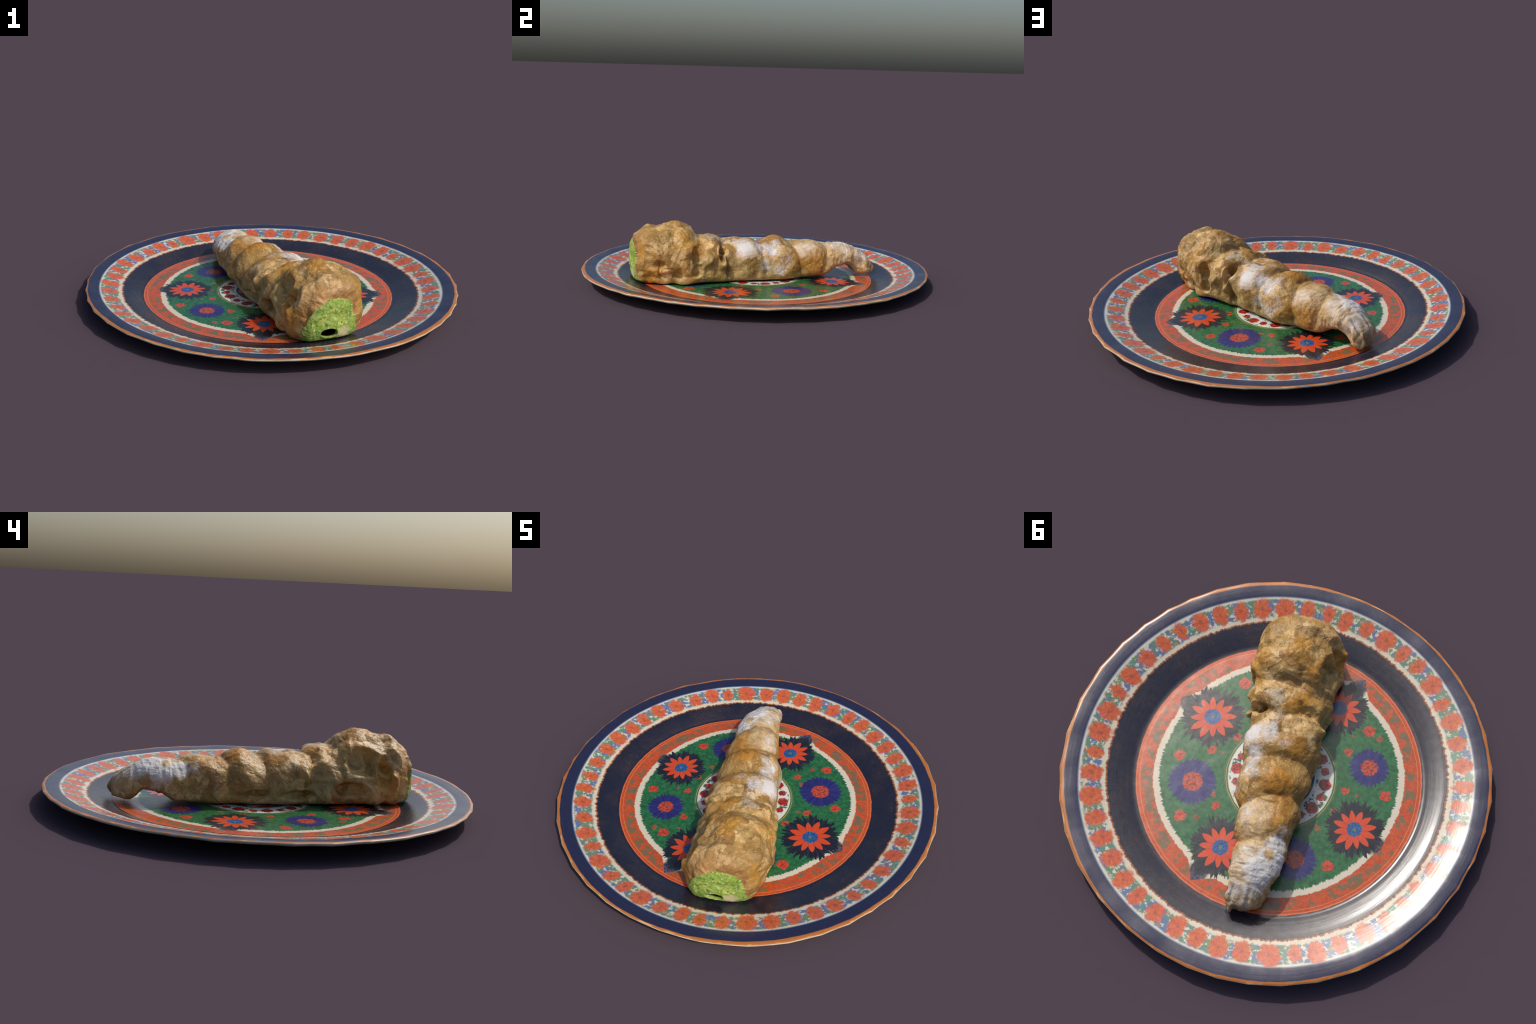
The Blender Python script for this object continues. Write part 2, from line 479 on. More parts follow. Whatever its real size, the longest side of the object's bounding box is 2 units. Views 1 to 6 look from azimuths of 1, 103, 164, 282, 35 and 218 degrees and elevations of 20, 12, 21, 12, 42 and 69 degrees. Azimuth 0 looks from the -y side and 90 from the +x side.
def rim_material():
    T = Tree("painted_rim_glaze")
    wob = T.noise(T.obj, 30.0, 2.0, color=True)
    p = T.vmath("ADD", T.obj, T.vmath("SCALE", T.vmath("SUBTRACT", wob, (0.5, 0.5, 0.5)), scale=0.006))
    dx, dy, r, th = polar(T, p, -0.006, 0.0)
    sx, sy, rs, _ = polar(T, T.obj, -0.004, 0.0)
    # dark band with faint rusty filigree
    filigree = T.ramp(0.035, 0.008, (T.noise(p, 30.0, 2.0, distortion=1.5) - 0.5).abs())
    cloud = T.noise(p, 7.0, 3.0)
    col = T.mix(NAVY, rgb(40, 36, 46), T.ramp(0.4, 0.7, cloud))
    col = T.mix(col, rgb(96, 60, 40), filigree * 0.35 * T.ramp(0.30, 0.65, cloud))
    # cream band
    rag = (T.noise(T.vec(th.cos() * 55, th.sin() * 55, r * 12), 1.0, 2.0) - 0.5) * 0.026
    col = T.mix(col, rgb(150, 86, 44), T.ramp(0.794, 0.798, r + rag))
    cream = T.mix(CREAM, rgb(206, 190, 160), T.ramp(0.5, 0.75, T.noise(p, 20.0, 3.0)))
    col = T.mix(col, cream, T.ramp(0.801, 0.806, r + rag))
    # flower band: foliage behind, then orange blooms, about fifty round the rim
    along = T.vec(th * 0.865, (r - 0.86) * 0.8, 0.0)
    zone = T.ramp(0.050, 0.038, (r - 0.868).abs() + (T.noise(p, 45.0, 2.0) - 0.5) * 0.02)
    leaf = T.voronoi(p, 62.0, out="Color")
    spots = T.ramp(0.38, 0.50, T.noise(p, 52.0, 3.0, 0.6))
    hue = T.noise(p, 14.0, 1.0)
    fol = T.mix(TEAL, rgb(70, 124, 92), T.ramp(0.35, 0.55, leaf))
    fol = T.mix(fol, rgb(60, 98, 146), T.ramp(0.48, 0.56, hue))
    fol = T.mix(fol, rgb(150, 122, 60), T.ramp(0.80, 0.9, leaf))
    col = T.mix(col, fol, zone * spots * 0.9)
    u = (th + (T.noise(T.vec(th.cos() * 3, th.sin() * 3, 0.0), 1.0, 1.0) - 0.5) * 0.10) * (50 / TAU)
    k = u.floor()
    rnd, rnd2 = T.random(k), T.random(k + 91.7)
    ax = (u.frac() - 0.5) * 0.109
    ay = (r - 0.866 - (rnd2 - 0.5) * 0.014) * 0.78
    lobes = (T.math("ARCTAN2", ay, ax) * 5 + rnd * 9).cos() * 0.004
    bd = (ax * ax + ay * ay).sqrt() + (T.noise(p, 48.0, 3.0) - 0.5) * 0.040 + lobes * 0.5
    bloom = 0.94 * T.ramp(0.009, -0.007, bd - (rnd * 0.012 + 0.032))
    stroke = T.noise(T.vec(T.math("ARCTAN2", ay, ax).cos() * 3, T.math("ARCTAN2", ay, ax).sin() * 3, bd * 60), 1.6, 3.0)
    tone = T.mix(rgb(214, 98, 44), rgb(186, 76, 38), T.ramp(0.38, 0.66, stroke))
    tone = T.mix(tone, rgb(150, 60, 40), T.ramp(0.012, 0.004, bd) * 0.7)
    tone = T.mix(tone, rgb(206, 138, 60), T.ramp(0.62, 0.74, T.noise(p, 40.0, 2.0)) * rnd2 * 0.8)
    col = T.mix(col, tone, bloom)
    # cobalt outer band
    outer = T.mix(rgb(29, 31, 58), rgb(40, 42, 74), T.noise(T.vec(th * 3, r * 60, 0.0), 2.0, 3.0))
    col = T.mix(col, rgb(120, 140, 168), T.ramp(0.919, 0.923, rs))
    col = T.mix(col, outer, T.ramp(0.922, 0.929, rs))
    # the gilding of the lip creeps in
    col = T.mix(col, GILT, T.ramp(0.984, 0.989, rs + (T.noise(p, 12.0, 2.0) - 0.5) * 0.008 - (T.noise(T.obj, 4.0, 1.0) - 0.5) * 0.002))
    rough = T.noise(T.obj, 30.0, 2.0) * 0.12 + (PLATE_ROUGH - 0.06)
    nrm = T.bump(T.noise(T.vec(th * 2, r * 40, 0.0), 1.2, 2.0), 0.05, 0.012)
    return T.finish(col, rough, 0.85, nrm)


def lip_material():
    T = Tree("worn_gilt_edge")
    x, y, z = T.split(T.obj)
    w = T.noise(T.obj, 14.0, 3.0)
    col = T.mix(GILT, rgb(222, 168, 104), T.ramp(0.5, 0.72, w))
    return T.finish(col, 0.42, 0.5)


def under_material():
    T = Tree("plain_porcelain_underside")
    col = T.mix(rgb(196, 186, 162), rgb(168, 156, 130), T.ramp(0.4, 0.7, T.noise(T.obj, 12.0, 4.0)))
    return T.finish(col, 0.45, 0.5)


# =====================================================================
# THE PASTRY
# =====================================================================
# It lies along a straight axis from the open, filled end (s = 0) to the bent-down tip (s = 1.4);
# n runs across to its right-hand side.
AXIS_O = np.array([0.22, -0.66])
AXIS_D = np.array([-0.357, 0.934]) / np.linalg.norm([-0.357, 0.934])
AXIS_N = np.array([AXIS_D[1], -AXIS_D[0]])
S_START, S_END = -0.037, 1.404
# thirty cross-sections, evenly spaced: left and right reach, crown, base, and how square each shoulder is
LEFT = (-0.068, -0.095, -0.132, -0.137, -0.150, -0.139, -0.136, -0.139, -0.147, -0.147, -0.141, -0.142, -0.149, -0.154, -0.157, -0.153, -0.153, -0.143, -0.145, -0.152, -0.143, -0.139, -0.147, -0.149, -0.145, -0.141, -0.124, -0.109, -0.101, -0.016)
RIGHT = (0.082, 0.219, 0.248, 0.292, 0.291, 0.287, 0.285, 0.277, 0.261, 0.246, 0.233, 0.227, 0.200, 0.202, 0.195, 0.191, 0.184, 0.178, 0.169, 0.148, 0.124, 0.119, 0.113, 0.100, 0.090, 0.082, 0.079, 0.064, 0.075, 0.064)
TOP = (0.268, 0.303, 0.327, 0.334, 0.348, 0.352, 0.338, 0.317, 0.281, 0.274, 0.264, 0.239, 0.241, 0.247, 0.247, 0.231, 0.249, 0.254, 0.241, 0.220, 0.223, 0.227, 0.222, 0.210, 0.212, 0.211, 0.200, 0.176, 0.143, 0.142)
BOTTOM = (0.020, 0.016, 0.008, 0.013, 0.004, 0.009, 0.008, 0.007, 0.011, 0.011, 0.011, 0.012, 0.011, 0.011, 0.013, 0.013, 0.013, 0.014, 0.015, 0.016, 0.017, 0.019, 0.025, 0.029, 0.058, 0.075, 0.078, 0.027, 0.024, -0.000)
SHOULDER_LEFT = (1.904, 1.768, 1.500, 1.500, 1.500, 1.623, 1.500, 1.530, 1.500, 1.946, 2.037, 2.550, 2.564, 1.941, 1.500, 1.500, 1.500, 2.180, 2.012, 2.091, 2.626, 2.428, 1.772, 2.071, 1.925, 1.552, 1.500, 1.827, 2.126, 2.433)
SHOULDER_RIGHT = (2.188, 2.608, 3.303, 2.561, 2.130, 1.876, 2.093, 2.599, 3.024, 3.094, 3.164, 2.895, 2.783, 2.840, 3.085, 2.518, 1.800, 1.760, 1.985, 2.111, 2.360, 2.459, 2.809, 2.543, 2.302, 2.150, 2.373, 3.305, 3.420, 2.761)
ROUND_OPEN, ROUND_TIP = 0.07, 0.10
GROOVE_PHI = (-25, 10, 45, 90, 130, 170, 205)
GROOVES = ((0.322, 0.335, 0.362, 0.348, 0.328, 0.319, 0.316),
           (0.535, 0.529, 0.510, 0.492, 0.465, 0.482, 0.480),
           (0.747, 0.737, 0.726, 0.714, 0.686, 0.687, 0.690),
           (0.952, 0.950, 0.932, 0.888, 0.862, 0.849, 0.846),
           (1.092, 1.110, 1.114, 1.082, 1.048, 1.036, 1.030))
GROOVE_DEPTH = (0.008, 0.011, 0.010, 0.012, 0.010)


def catmull(table, x):
    i = np.clip(x.astype(int), 0, table.shape[1] - 2)
    t = x - i
    g = lambda j: table[:, np.clip(j, 0, table.shape[1] - 1)]
    a, b, c, d = g(i - 1), g(i), g(i + 1), g(i + 2)
    return 0.5 * (2 * b + (c - a) * t + (2 * a - 5 * b + 4 * c - d) * t ** 2 + (3 * b - a - 3 * c + d) * t ** 3)


# lumps (+) and hollows (-): s, n, z of the centre, half widths along s, n, z, height, steepness
FEATURES = [
    # right-hand side of the thick end
    (0.100, 0.275, 0.140, 0.030, 0.07, 0.040, -0.006, 2.0),
    (0.112, 0.285, 0.060, 0.038, 0.09, 0.032, -0.032, 2.0),
    (0.205, 0.285, 0.052, 0.075, 0.08, 0.030, -0.042, 1.8),
    (0.183, 0.290, 0.092, 0.026, 0.08, 0.024, -0.016, 3.0),
    (0.132, 0.292, 0.118, 0.030, 0.07, 0.030, -0.042, 2.0),
    (0.070, 0.262, 0.168, 0.028, 0.05, 0.034, 0.020, 1.2),
    (0.212, 0.266, 0.236, 0.036, 0.05, 0.036, 0.016, 1.2),
    (0.400, 0.230, 0.215, 0.030, 0.05, 0.045, -0.012, 1.5),
    (0.452, 0.236, 0.140, 0.024, 0.05, 0.050, -0.010, 1.5),
    (0.240, 0.286, 0.075, 0.026, 0.08, 0.030, -0.024, 2.2),
    (0.338, 0.268, 0.180, 0.026, 0.08, 0.045, -0.030, 3.0),
    (0.350, 0.268, 0.095, 0.026, 0.08, 0.032, -0.032, 3.0),
    (0.285, 0.275, 0.215, 0.032, 0.06, 0.030, 0.018, 1.5),
    (0.395, 0.260, 0.100, 0.036, 0.07, 0.050, -0.010, 1.5),
    (0.490, 0.205, 0.200, 0.018, 0.07, 0.055, -0.075, 3.0),
    (0.500, 0.235, 0.125, 0.020, 0.05, 0.022, 0.016, 1.5),
    (0.403, 0.248, 0.160, 0.020, 0.04, 0.026, 0.022, 1.5),
    (0.262, 0.262, 0.028, 0.030, 0.06, 0.014, 0.030, 1.0),
    (0.516, 0.224, 0.072, 0.030, 0.06, 0.030, -0.018, 1.5),
    (0.530, 0.220, 0.090, 0.014, 0.06, 0.040, -0.022, 2.0),
    (0.690, 0.190, 0.070, 0.018, 0.06, 0.036, -0.012, 1.5),
    (0.660, 0.180, 0.140, 0.040, 0.06, 0.050, 0.008, 1.0),
    (0.780, 0.170, 0.170, 0.020, 0.05, 0.040, -0.010, 1.5),
    (0.860, 0.165, 0.070, 0.040, 0.06, 0.035, 0.008, 1.2),
    # left-hand side of the thick end
    (0.072, -0.100, 0.218, 0.034, 0.05, 0.042, -0.032, 2.0),
    (0.563, -0.148, 0.130, 0.024, 0.05, 0.050, -0.014, 1.5),
    (0.170, -0.135, 0.165, 0.050, 0.08, 0.050, -0.036, 2.0),
    (0.215, -0.110, 0.225, 0.066, 0.10, 0.055, -0.060, 3.0),
    (0.280, -0.140, 0.095, 0.065, 0.08, 0.028, -0.046, 2.6),
    (0.112, -0.125, 0.180, 0.026, 0.09, 0.060, -0.056, 2.6),
    (0.070, -0.130, 0.140, 0.020, 0.06, 0.034, 0.010, 1.5),
    (0.040, -0.120, 0.110, 0.030, 0.06, 0.060, 0.006, 1.2),
    (0.250, -0.060, 0.290, 0.060, 0.05, 0.018, 0.012, 1.5),
    (0.430, -0.135, 0.150, 0.046, 0.07, 0.056, -0.018, 2.6),
    (0.495, -0.145, 0.155, 0.018, 0.05, 0.024, 0.020, 1.2),
    (0.728, -0.153, 0.078, 0.036, 0.06, 0.013, -0.036, 2.6),
    (0.780, -0.150, 0.060, 0.030, 0.06, 0.014, -0.016, 2.0),
    (0.536, -0.145, 0.066, 0.060, 0.06, 0.020, -0.042, 2.6),
    (0.459, -0.067, 0.236, 0.022, 0.05, 0.026, -0.018, 2.0),
    (0.600, -0.150, 0.140, 0.030, 0.06, 0.060, 0.008, 1.0),
    # top
    (0.170, 0.040, 0.350, 0.110, 0.110, 0.060, -0.011, 1.5),
    (0.355, 0.062, 0.284, 0.026, 0.06, 0.06, -0.008, 2.0),
    (0.299, 0.020, 0.315, 0.020, 0.03, 0.05, -0.006, 2.0),
    (0.015, 0.025, 0.297, 0.028, 0.045, 0.03, -0.018, 2.0),
    (0.060, -0.050, 0.310, 0.030, 0.050, 0.05, 0.010, 1.2),
    (0.150, 0.160, 0.310, 0.034, 0.030, 0.05, -0.010, 1.5),
    (0.900, 0.010, 0.215, 0.012, 0.035, 0.03, 0.010, 2.0),
    (1.060, 0.050, 0.200, 0.020, 0.025, 0.03, -0.010, 2.0),
    # the crumpled, pinched tip, hooked down and towards the left
    (1.235, -0.100, 0.055, 0.060, 0.060, 0.040, 0.018, 1.5),
    (1.275, 0.068, 0.050, 0.045, 0.050, 0.045, -0.016, 1.5),
    (1.310, 0.080, 0.080, 0.040, 0.030, 0.060, -0.008, 1.5),
    (1.370, 0.010, 0.120, 0.050, 0.060, 0.05, 0.007, 1.2),
    (1.385, 0.005, 0.070, 0.040, 0.018, 0.040, -0.018, 2.0),
    (1.350, 0.030, 0.135, 0.040, 0.008, 0.03, -0.012, 1.5),
    (1.350, -0.045, 0.130, 0.040, 0.008, 0.03, -0.012, 1.5),
    (1.330, 0.060, 0.120, 0.012, 0.030, 0.05, -0.010, 1.5),
    (1.290, -0.080, 0.120, 0.008, 0.040, 0.06, -0.010, 1.5),
    (1.320, -0.085, 0.120, 0.008, 0.040, 0.06, -0.008, 1.5),
    (1.385, 0.050, 0.100, 0.030, 0.025, 0.04, -0.010, 1.2),
]


def frame(v):
    q = v[..., :2] - AXIS_O
    return q @ AXIS_D, q @ AXIS_N, v[..., 2]


def pastry_surface(nu=680, nv=400):
    ls = S_END - S_START
    k = np.linspace(0, 1, 110)
    start = (1 - (1 - k ** 3.2) ** (1 / 3.2)) * ROUND_OPEN / ls
    k = np.linspace(1, 0, 70)
    end = 1 - (1 - (1 - k ** 2.2) ** (1 / 2.2)) * ROUND_TIP / ls
    u = np.concatenate([start[:-1], np.linspace(start[-1], end[0], nu - 178), end[1:]])
    u, phi = np.meshgrid(u, np.arange(nv) * TAU / nv, indexing="ij")
    table = np.array([LEFT, RIGHT, TOP, BOTTOM, SHOULDER_LEFT, SHOULDER_RIGHT])
    cl, cr, zt, zb, el, er = catmull(table, u * (table.shape[1] - 1))
    s = S_START + u * ls
    k0 = np.clip(u * ls / ROUND_OPEN, 0, 1)
    k1 = np.clip((1 - u) * ls / ROUND_TIP, 0, 1)
    k = (1 - (1 - k0) ** 3.2) ** (1 / 3.2) * (1 - (1 - k1) ** 2.2) ** (1 / 2.2)
    c, zm = (cl + cr) / 2, zb + 0.42 * (zt - zb)
    co, si = np.cos(phi), np.sin(phi)
    right, up = co >= 0, si >= 0
    e = np.where(up, np.where(right, er, el), 5.0 - 1.6 * smoothstep(1.08, 1.22, s))
    r = (np.abs(co) ** e + np.abs(si) ** e) ** (-1 / e)
    x = np.where(right, cr - c, c - cl) * co * r
    h = np.where(up, zt - zm, zm - zb) * si * r
    zc = zb + 0.45 * (zt - zb)
    n, z = c + k * x, zc + k * (zm + h - zc)
    v = np.empty(u.shape + (3,))
    v[..., :2] = AXIS_O + s[..., None] * AXIS_D + n[..., None] * AXIS_N
    v[..., 2] = z
    return v, u, phi, k


def grid_normals(v):
    du = np.gradient(v, axis=0)
    dv = np.roll(v, -1, 1) - np.roll(v, 1, 1)
    n = np.cross(dv, du)
    n /= np.linalg.norm(n, axis=-1, keepdims=True) + 1e-12
    if ((v - v.mean((0, 1))) * n).sum() < 0:
        n = -n
    n[0], n[-1] = (-AXIS_D[0], -AXIS_D[1], 0), (AXIS_D[0], AXIS_D[1], 0)
    return n


def grid_blur(a, rows, cols):
    """Gaussian blur over the grid; the columns close on themselves."""
    for axis, sig in ((0, rows), (1, cols)):
        k = np.exp(-0.5 * (np.arange(-3 * sig, 3 * sig + 1) / sig) ** 2)
        k /= k.sum()
        pad = [(0, 0), (0, 0)]
        pad[axis] = (3 * sig, 3 * sig)
        b = np.pad(a, pad, mode="edge" if axis == 0 else "wrap")
        a = sum(w * np.take(b, np.arange(j, j + a.shape[axis]), axis=axis) for j, w in enumerate(k))
    return a


def inside_filling(n, z, jag):
    """The green filling seen in the open end: a slanting rounded loaf shape."""
    left = np.interp(z, (0.0, 0.04, 0.08, 0.157, 0.198, 0.232), (-0.085, -0.080, -0.078, -0.056, -0.026, 0.045))
    rightb = np.interp(z, (0.0, 0.05, 0.15, 0.206, 0.236), (0.195, 0.200, 0.186, 0.166, 0.09))
    return (n > left + jag) & (n < rightb + jag) & (z < 0.234 + jag)


def build_pastry(mats):
    root = empty("cream_horn", "lumpy golden spiral pastry horn with green filling and sugar dust", "pastry")
    v, u, phi, kcap = pastry_surface()
    nu, nv = u.shape
    nor = grid_normals(v)
    s, n, z = frame(v)
    deg = (np.degrees(phi) + 90) % 360 - 90
    thick = 1 - smoothstep(0.30, 0.62, s)             # the thick end is the craggiest
    tipw = smoothstep(1.05, 1.2, s)
    side = smoothstep(0.02, 0.07, z)

    # spiral seams
    disp = np.zeros_like(u)
    seam_s = [np.interp(deg, GROOVE_PHI, g) for g in GROOVES]
    wander = 0.010 * fractal(v, 0.08, 2, 3.1)
    bounds = [np.full_like(u, -0.06)] + seam_s + [np.full_like(u, 1.42)]
    for a, b in zip(bounds[1:-1], bounds[2:]):
        t = np.clip((s + wander - a) / (b - a), 0, 1)
        disp += 0.005 * (np.sin(np.pi * t) ** 0.7 - 0.55) * ((t > 0) & (t < 1)) * (1 - tipw)
    for g, dep in zip(seam_s, GROOVE_DEPTH):
        d = s + wander - g
        disp -= dep * (np.exp(-np.abs(d / 0.011) ** 1.4) * 0.8 + 0.5 * np.exp(-(d / 0.028) ** 2)) * (0.6 + 0.6 * (fractal(v, 0.10, 2, 9.7) + 0.5)) * side

    # crust: lumps with creases between them, then finer crags
    warp = v + 0.022 * np.stack([fractal(v, 0.12, 2, o) for o in (1.3, 7.7, 13.1)], -1)
    f1, f2, rid = cell_distance(warp, 0.105)
    disp += (0.5 - f1) * (0.009 + 0.006 * thick) * (1 - 0.6 * tipw)
    disp -= np.exp(-((f2 - f1) / 0.07) ** 2) * 0.001
    f1, f2, rid = cell_distance(warp, 0.060, 4.2)
    # broken crust: plates standing a little proud of, or sunk below, their neighbours
    disp += (rid - 0.5) * smoothstep(0.0, 0.22, f2 - f1) * (0.003 + 0.005 * thick)
    disp += (0.5 - f1) * (0.002 + 0.002 * thick)
    f1, f2, rid = cell_distance(warp, 0.13, 8.4)
    disp += (rid - 0.5) * smoothstep(0.0, 0.16, f2 - f1) * (0.004 + 0.008 * thick) * (1 - tipw)
    disp += fractal(warp, 0.13, 2, 2.2) * (0.006 + 0.011 * thick)
    crag = 1 - np.abs(fractal(warp, 0.06, 4, 6.1))
    disp += (crag - 0.75) * 0.0012 * (1 - 0.5 * tipw)
    disp = 0.5 * disp + 0.5 * grid_blur(disp, 3, 3)          # dough rises soft: round the edges off
    disp += fractal(v, 0.018, 3, 1.1) * (0.0012 + 0.0004 * thick)
    # fine wrinkles that run round the thin end
    sn = np.stack([s * 3.2, n, z], -1)
    disp += fractal(sn, 0.05, 2, 8.8) * 0.003 * smoothstep(0.9, 1.2, s)
    disp -= 0.9 * grid_blur(disp, 24, 20) + 0.003
    disp *= side * 0.92 + 0.08
    for fs, fn, fz, ws, wn, wz, amp, st in FEATURES:
        q = ((s - fs + wander) / ws) ** 2 + ((n - fn) / wn) ** 2 + ((z - fz) / wz) ** 2
        disp += amp * np.exp(-0.5 * q ** st) * (0.85 + 0.3 * fractal(v, 0.05, 2, 5.0))

    jag = 0.006 * fractal(v, 0.03, 3, 12.0)
    face = (s < 0.03) & inside_filling(n, z, jag)
    soft = np.clip(1 - smoothstep(0.0, 0.03, s), 0, 1)
    onface = face & (s < 0.03)
    disp = np.where(onface, disp * 0.15 + 0.004 + fractal(v, 0.03, 3, 15.0) * 0.0025, disp)
    fade = smoothstep(0.0, 0.5, kcap)
    disp = disp * fade + (1 - fade) * disp[:1].mean()
    w = v + nor * disp[..., None]

    # the dark hollow low in the filling
    hs, hn, hz = frame(w)
    hole = ((hn - 0.048) / 0.042) ** 2 + ((hz - 0.066 + 0.10 * (hn - 0.048)) / 0.023) ** 2
    into = np.where((hs < 0.05), (1 - smoothstep(0.85, 1.15, hole)) * 0.40, 0.0)
    w[..., :2] += into[..., None] * AXIS_D
    # it rests on the plate
    floor = plate_height(np.hypot(w[..., 0] + 0.016, w[..., 1])) + 0.0022
    low = w[..., 2] - floor
    w[..., 2] = floor + np.where(low > 0.012, low, 0.012 * np.exp(np.minimum(low - 0.012, 0) / 0.012))

    # mesh
    verts = np.vstack([w[1:-1].reshape(-1, 3), w[0].mean(0)[None], w[-1].mean(0)[None]])
    m = nu - 2
    idx = np.arange(m * nv).reshape(m, nv)
    a, b = idx[:-1], idx[1:]
    quads = np.stack([a, np.roll(a, -1, 1), np.roll(b, -1, 1), b], -1).reshape(-1, 4)
    p0, p1 = m * nv, m * nv + 1
    tris = np.array([(p0, idx[0, (j + 1) % nv], idx[0, j]) for j in range(nv)] + [(p1, idx[-1, j], idx[-1, (j + 1) % nv]) for j in range(nv)])
    vn = vertex_normals(verts, quads, tris)
    if ((verts - verts.mean(0)) * vn).sum() < 0:
        quads, tris, vn = quads[:, ::-1], tris[:, ::-1], -vn

    # regions: filling, then one coil of dough after another, then the tip
    region = np.zeros(u.shape, int)
    for g in seam_s:
        region += (s + wander > g)
    region = np.where(face | (into > 0.004), -1, region)
    rq = region[1:-1][:-1].reshape(-1)
    names = {-1: ("green_filling", "filling"), 5: ("tip", "dough")}
    for reg in range(-1, 6):
        name, mat = names.get(reg, ("dough_coil", "dough"))
        ts = {-1: tris[:nv], 5: tris[nv:]}.get(reg, [])
        mesh_part(name, verts, quads[rq == reg], ts, root, mats[mat], vn)
    return root


def axis_point(s, n, z):
    q = AXIS_O + s * AXIS_D + n * AXIS_N
    return (float(q[0]), float(q[1]), z)


SUGAR = [  # s, n, z, radius, strength
    (0.625, 0.165, 0.215, 0.085, 1.0), (0.600, 0.110, 0.245, 0.070, 0.9), (0.705, 0.127, 0.215, 0.060, 0.9),
    (0.772, 0.139, 0.196, 0.060, 1.0), (0.740, 0.186, 0.116, 0.050, 0.8), (0.814, 0.177, 0.085, 0.045, 0.8), (0.850, 0.150, 0.130, 0.060, 0.5),
    (0.798, 0.110, 0.225, 0.050, 0.8), (0.997, 0.069, 0.205, 0.085, 0.55), (0.940, 0.090, 0.190, 0.060, 0.4),
    (1.221, -0.060, 0.193, 0.085, 1.15), (1.150, -0.100, 0.185, 0.080, 1.25), (1.085, -0.105, 0.180, 0.060, 1.1), (1.290, -0.050, 0.165, 0.070, 0.9),
    (1.211, 0.051, 0.189, 0.085, 0.6), (1.310, 0.020, 0.150, 0.080, 0.7), (1.160, 0.020, 0.205, 0.060, 0.7),
    (1.024, -0.111, 0.189, 0.045, 0.6), (0.909, -0.150, 0.120, 0.040, 0.35), (1.180, -0.140, 0.120, 0.060, 0.4),
    (0.633, 0.003, 0.246, 0.060, 0.5), (0.433, 0.110, 0.265, 0.060, 0.5), (0.520, 0.080, 0.240, 0.060, 0.5), (0.56, -0.110, 0.21, 0.04, 0.4),
    (1.36, -0.03, 0.12, 0.06, 0.5)]


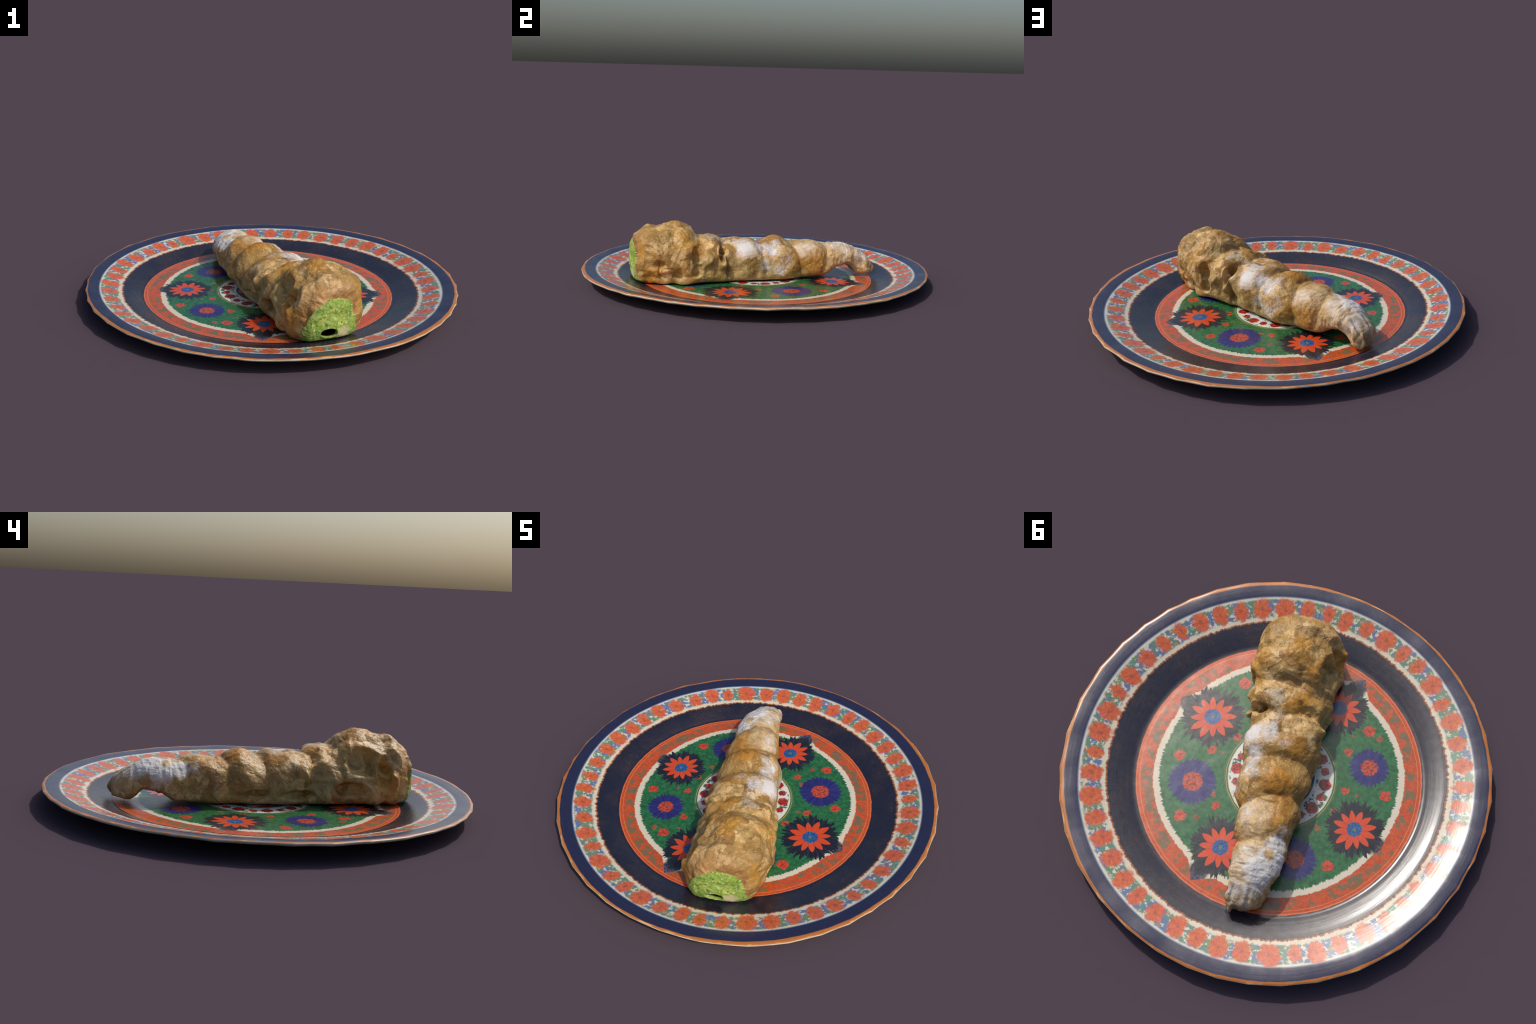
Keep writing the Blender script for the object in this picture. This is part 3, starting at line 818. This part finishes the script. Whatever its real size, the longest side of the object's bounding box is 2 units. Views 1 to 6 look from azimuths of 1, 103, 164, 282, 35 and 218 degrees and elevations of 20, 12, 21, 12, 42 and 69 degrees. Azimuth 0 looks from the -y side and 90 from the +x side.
def dough_material():
    T = Tree("baked_dough")
    p = T.obj
    wob = T.noise(p, 14.0, 3.0, color=True)
    pw = T.vmath("ADD", p, T.vmath("SCALE", T.vmath("SUBTRACT", wob, (0.5, 0.5, 0.5)), scale=0.05))
    n1 = T.noise(pw, 7.0, 4.0, 0.6)
    n2 = T.noise(p, 28.0, 4.0, 0.65)
    n3 = T.noise(p, 110.0, 3.0, 0.6)
    col = T.mix(rgb(146, 110, 52), rgb(190, 150, 88), T.ramp(0.32, 0.66, n1))
    col = T.mix(col, rgb(126, 110, 62), T.ramp(0.50, 0.70, T.noise(pw, 9.0, 3.0)) * 0.65)
    # flaked pale crust and darker skin between
    flake = T.voronoi(pw, 15.0, out="Color")
    lift = T.ramp(0.35, 0.62, T.noise(pw, 24.0, 5.0, 0.7))
    col = T.mix(col, rgb(222, 186, 128), T.ramp(0.58, 0.66, flake) * lift * 0.85)
    col = T.mix(col, rgb(138, 98, 50), T.ramp(0.32, 0.22, flake) * 0.55)
    col = T.mix(col, rgb(184, 130, 42), T.ramp(0.52, 0.64, T.noise(pw, 5.0, 2.0)) * 0.7)
    col = T.mix(col, rgb(112, 78, 40), T.ramp(0.54, 0.68, n2) * 0.62)
    col = T.mix(col, rgb(234, 204, 150), T.ramp(0.58, 0.70, T.noise(p, 60.0, 4.0, 0.7)) * 0.65)
    # thin cracks at the edges of the flakes
    pc = T.vmath("ADD", p, T.vmath("SCALE", T.vmath("SUBTRACT", T.noise(p, 22.0, 4.0, 0.7, color=True), (0.5, 0.5, 0.5)), scale=0.045))
    crack = T.ramp(0.035, 0.006, T.voronoi(pc, 13.0, feature="DISTANCE_TO_EDGE")) * T.ramp(0.50, 0.60, n1) * T.ramp(0.45, 0.60, n2)
    col = T.mix(col, rgb(98, 66, 34), crack * 0.45)
    # paler, floury dough towards the thin end
    for s, n, z, r, k in ((1.00, 0.03, 0.19, 0.13, .7), (1.20, 0.0, 0.15, 0.17, .75), (1.34, 0.0, 0.10, 0.14, .7)):
        d = T.vmath("DISTANCE", pw, axis_point(s, n, z))
        col = T.mix(col, T.mix(rgb(208, 182, 138), rgb(178, 146, 104), T.ramp(0.38, 0.62, n2)), T.ramp(r, r * 0.45, d) * k)
    # well-baked amber patches on the crowns of the coils
    for s, n, z, r, k in ((0.82, -0.02, 0.25, 0.11, .9), (0.90, -0.07, 0.21, 0.07, .6), (0.63, -0.05, 0.24, 0.10, .7), (0.98, -0.08, 0.2, .08, .6), (0.27, 0.0, 0.33, 0.09, .7), (0.45, 0.0, 0.26, 0.07, .5), (1.03, 0.10, 0.10, 0.08, .5)):
        d = T.vmath("DISTANCE", pw, axis_point(s, n, z))
        col = T.mix(col, T.mix(rgb(188, 130, 42), rgb(152, 98, 32), T.ramp(0.4, 0.65, n2)), T.ramp(r, r * 0.35, d) * k)
    # pinkish skin at the open end
    d = T.vmath("DISTANCE", pw, axis_point(0.0, 0.06, 0.17))
    col = T.mix(col, T.mix(rgb(190, 142, 92), rgb(160, 114, 70), T.ramp(0.4, 0.65, n2)), T.ramp(0.20, 0.08, d) * 0.55)
    # paler torn dough low on both sides
    for s, n, z, r in ((0.55, 0.21, 0.08, 0.13), (0.75, 0.18, 0.06, 0.12), (0.43, -0.14, 0.13, 0.10), (0.24, -0.11, 0.18, 0.13), (0.60, -0.15, 0.06, 0.12), (0.40, 0.26, 0.10, 0.12)):
        d = T.vmath("DISTANCE", pw, axis_point(s, n, z))
        col = T.mix(col, T.mix(rgb(176, 154, 100), rgb(138, 120, 74), T.ramp(0.35, 0.65, n2)), T.ramp(r, r * 0.4, d) * 0.7)
    # sugar dust: grainy white patches
    dust = None
    for s, n, z, r, k in SUGAR:
        d = T.vmath("DISTANCE", pw, axis_point(s, n, z))
        m = T.ramp(r * 1.55, r * 0.15, d) * k
        dust = m if dust is None else dust.max(m)
    grain = T.noise(T.vmath("MULTIPLY", pw, (1.0, 1.0, 0.55)), 34.0, 6.0, 0.78)
    thickd = None
    for s, n, z, r in ((1.16, -0.085, 0.19, 0.085), (1.215, -0.055, 0.19, 0.085), (1.095, -0.10, 0.18, 0.055), (0.61, 0.165, 0.21, 0.050), (0.775, 0.145, 0.195, 0.035)):
        m = T.ramp(r * 1.1, r * 0.45, T.vmath("DISTANCE", pw, axis_point(s, n, z)))
        thickd = m if thickd is None else thickd.max(m)
    veil = (thickd * 0.50 + dust * 1.40 + (grain - 0.5) * 3.2 + (n1 - 0.5) * 1.2 - 0.42).clamp() * T.ramp(0.02, 0.2, dust)
    # bare brown spot in the sugar near the tip
    d = T.vmath("DISTANCE", pw, axis_point(1.142, -0.079, 0.205))
    veil = veil * T.ramp(0.012, 0.032, d + (grain - 0.5) * 0.03)
    col = T.mix(col, rgb(218, 215, 213), (veil * 0.86))
    # a few scorched specks
    for s, n, z, r in ((0.603, 0.186, 0.163, 0.010), (0.836, 0.005, 0.245, 0.007)):
        d = T.vmath("DISTANCE", pw, axis_point(s, n, z))
        col = T.mix(col, rgb(84, 60, 46), T.ramp(r * 1.3, r * 0.6, d) * 0.8)
    # grey-brown stain at the very tip
    d = T.vmath("DISTANCE", pw, axis_point(1.405, 0.0, 0.08))
    col = T.mix(col, rgb(120, 100, 84), T.ramp(0.085, 0.03, d) * 0.6)
    # stray green crumbs on the open end
    crumb = T.ramp(0.16, 0.10, T.voronoi(p, 38.0)) * T.ramp(0.86, 0.90, T.voronoi(p, 38.0, out="Color"))
    near = T.ramp(0.26, 0.16, T.vmath("DISTANCE", p, axis_point(-0.02, 0.05, 0.18)))
    col = T.mix(col, rgb(128, 150, 52), crumb * near)
    rough = (veil * 0.28 + n2 * 0.22 + 0.33)
    nrm = T.bump(n3, 0.40, 0.005)
    nrm = T.bump(n2, 0.35, 0.010, nrm)
    nrm = T.bump(T.voronoi(pw, 30.0, feature="SMOOTH_F1"), 0.15, 0.010, nrm)
    nrm = T.bump(1.0 - crack, 0.35, 0.008, nrm)
    return T.finish(col, rough, 0.4, nrm)


def filling_material():
    T = Tree("green_cream")
    p = T.obj
    n2 = T.noise(p, 60.0, 4.0, 0.7)
    n3 = T.noise(p, 26.0, 3.0, 0.6)
    col = T.mix(rgb(120, 152, 56), rgb(164, 188, 92), T.ramp(0.35, 0.65, n2))
    col = T.mix(col, rgb(184, 194, 88), T.ramp(0.52, 0.68, n3) * 0.7)
    col = T.mix(col, rgb(62, 118, 44), T.ramp(0.57, 0.66, T.noise(p, 44.0, 3.0)) * 0.85)
    col = T.mix(col, rgb(214, 218, 168), T.ramp(0.58, 0.68, T.noise(p, 90.0, 3.0)) * 0.7)
    d = T.vmath("DISTANCE", p, axis_point(-0.02, 0.130, 0.055))
    col = T.mix(col, rgb(196, 186, 140), T.ramp(0.045, 0.02, d + (n3 - 0.5) * 0.03))
    # the inside of the hollow is a near-black brown
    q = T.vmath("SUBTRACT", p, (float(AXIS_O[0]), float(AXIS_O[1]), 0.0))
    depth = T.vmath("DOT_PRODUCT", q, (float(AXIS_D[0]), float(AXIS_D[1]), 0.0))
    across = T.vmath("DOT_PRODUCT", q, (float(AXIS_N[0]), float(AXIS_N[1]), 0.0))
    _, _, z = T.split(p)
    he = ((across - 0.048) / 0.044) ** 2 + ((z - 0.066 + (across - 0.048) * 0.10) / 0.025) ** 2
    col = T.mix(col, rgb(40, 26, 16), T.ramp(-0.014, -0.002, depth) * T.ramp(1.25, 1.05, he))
    nrm = T.bump(n2, 0.3, 0.008)
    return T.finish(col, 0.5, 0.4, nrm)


# =====================================================================
plate = build_plate({"well": well_material(), "rim": rim_material(), "lip": lip_material(), "under": under_material()})
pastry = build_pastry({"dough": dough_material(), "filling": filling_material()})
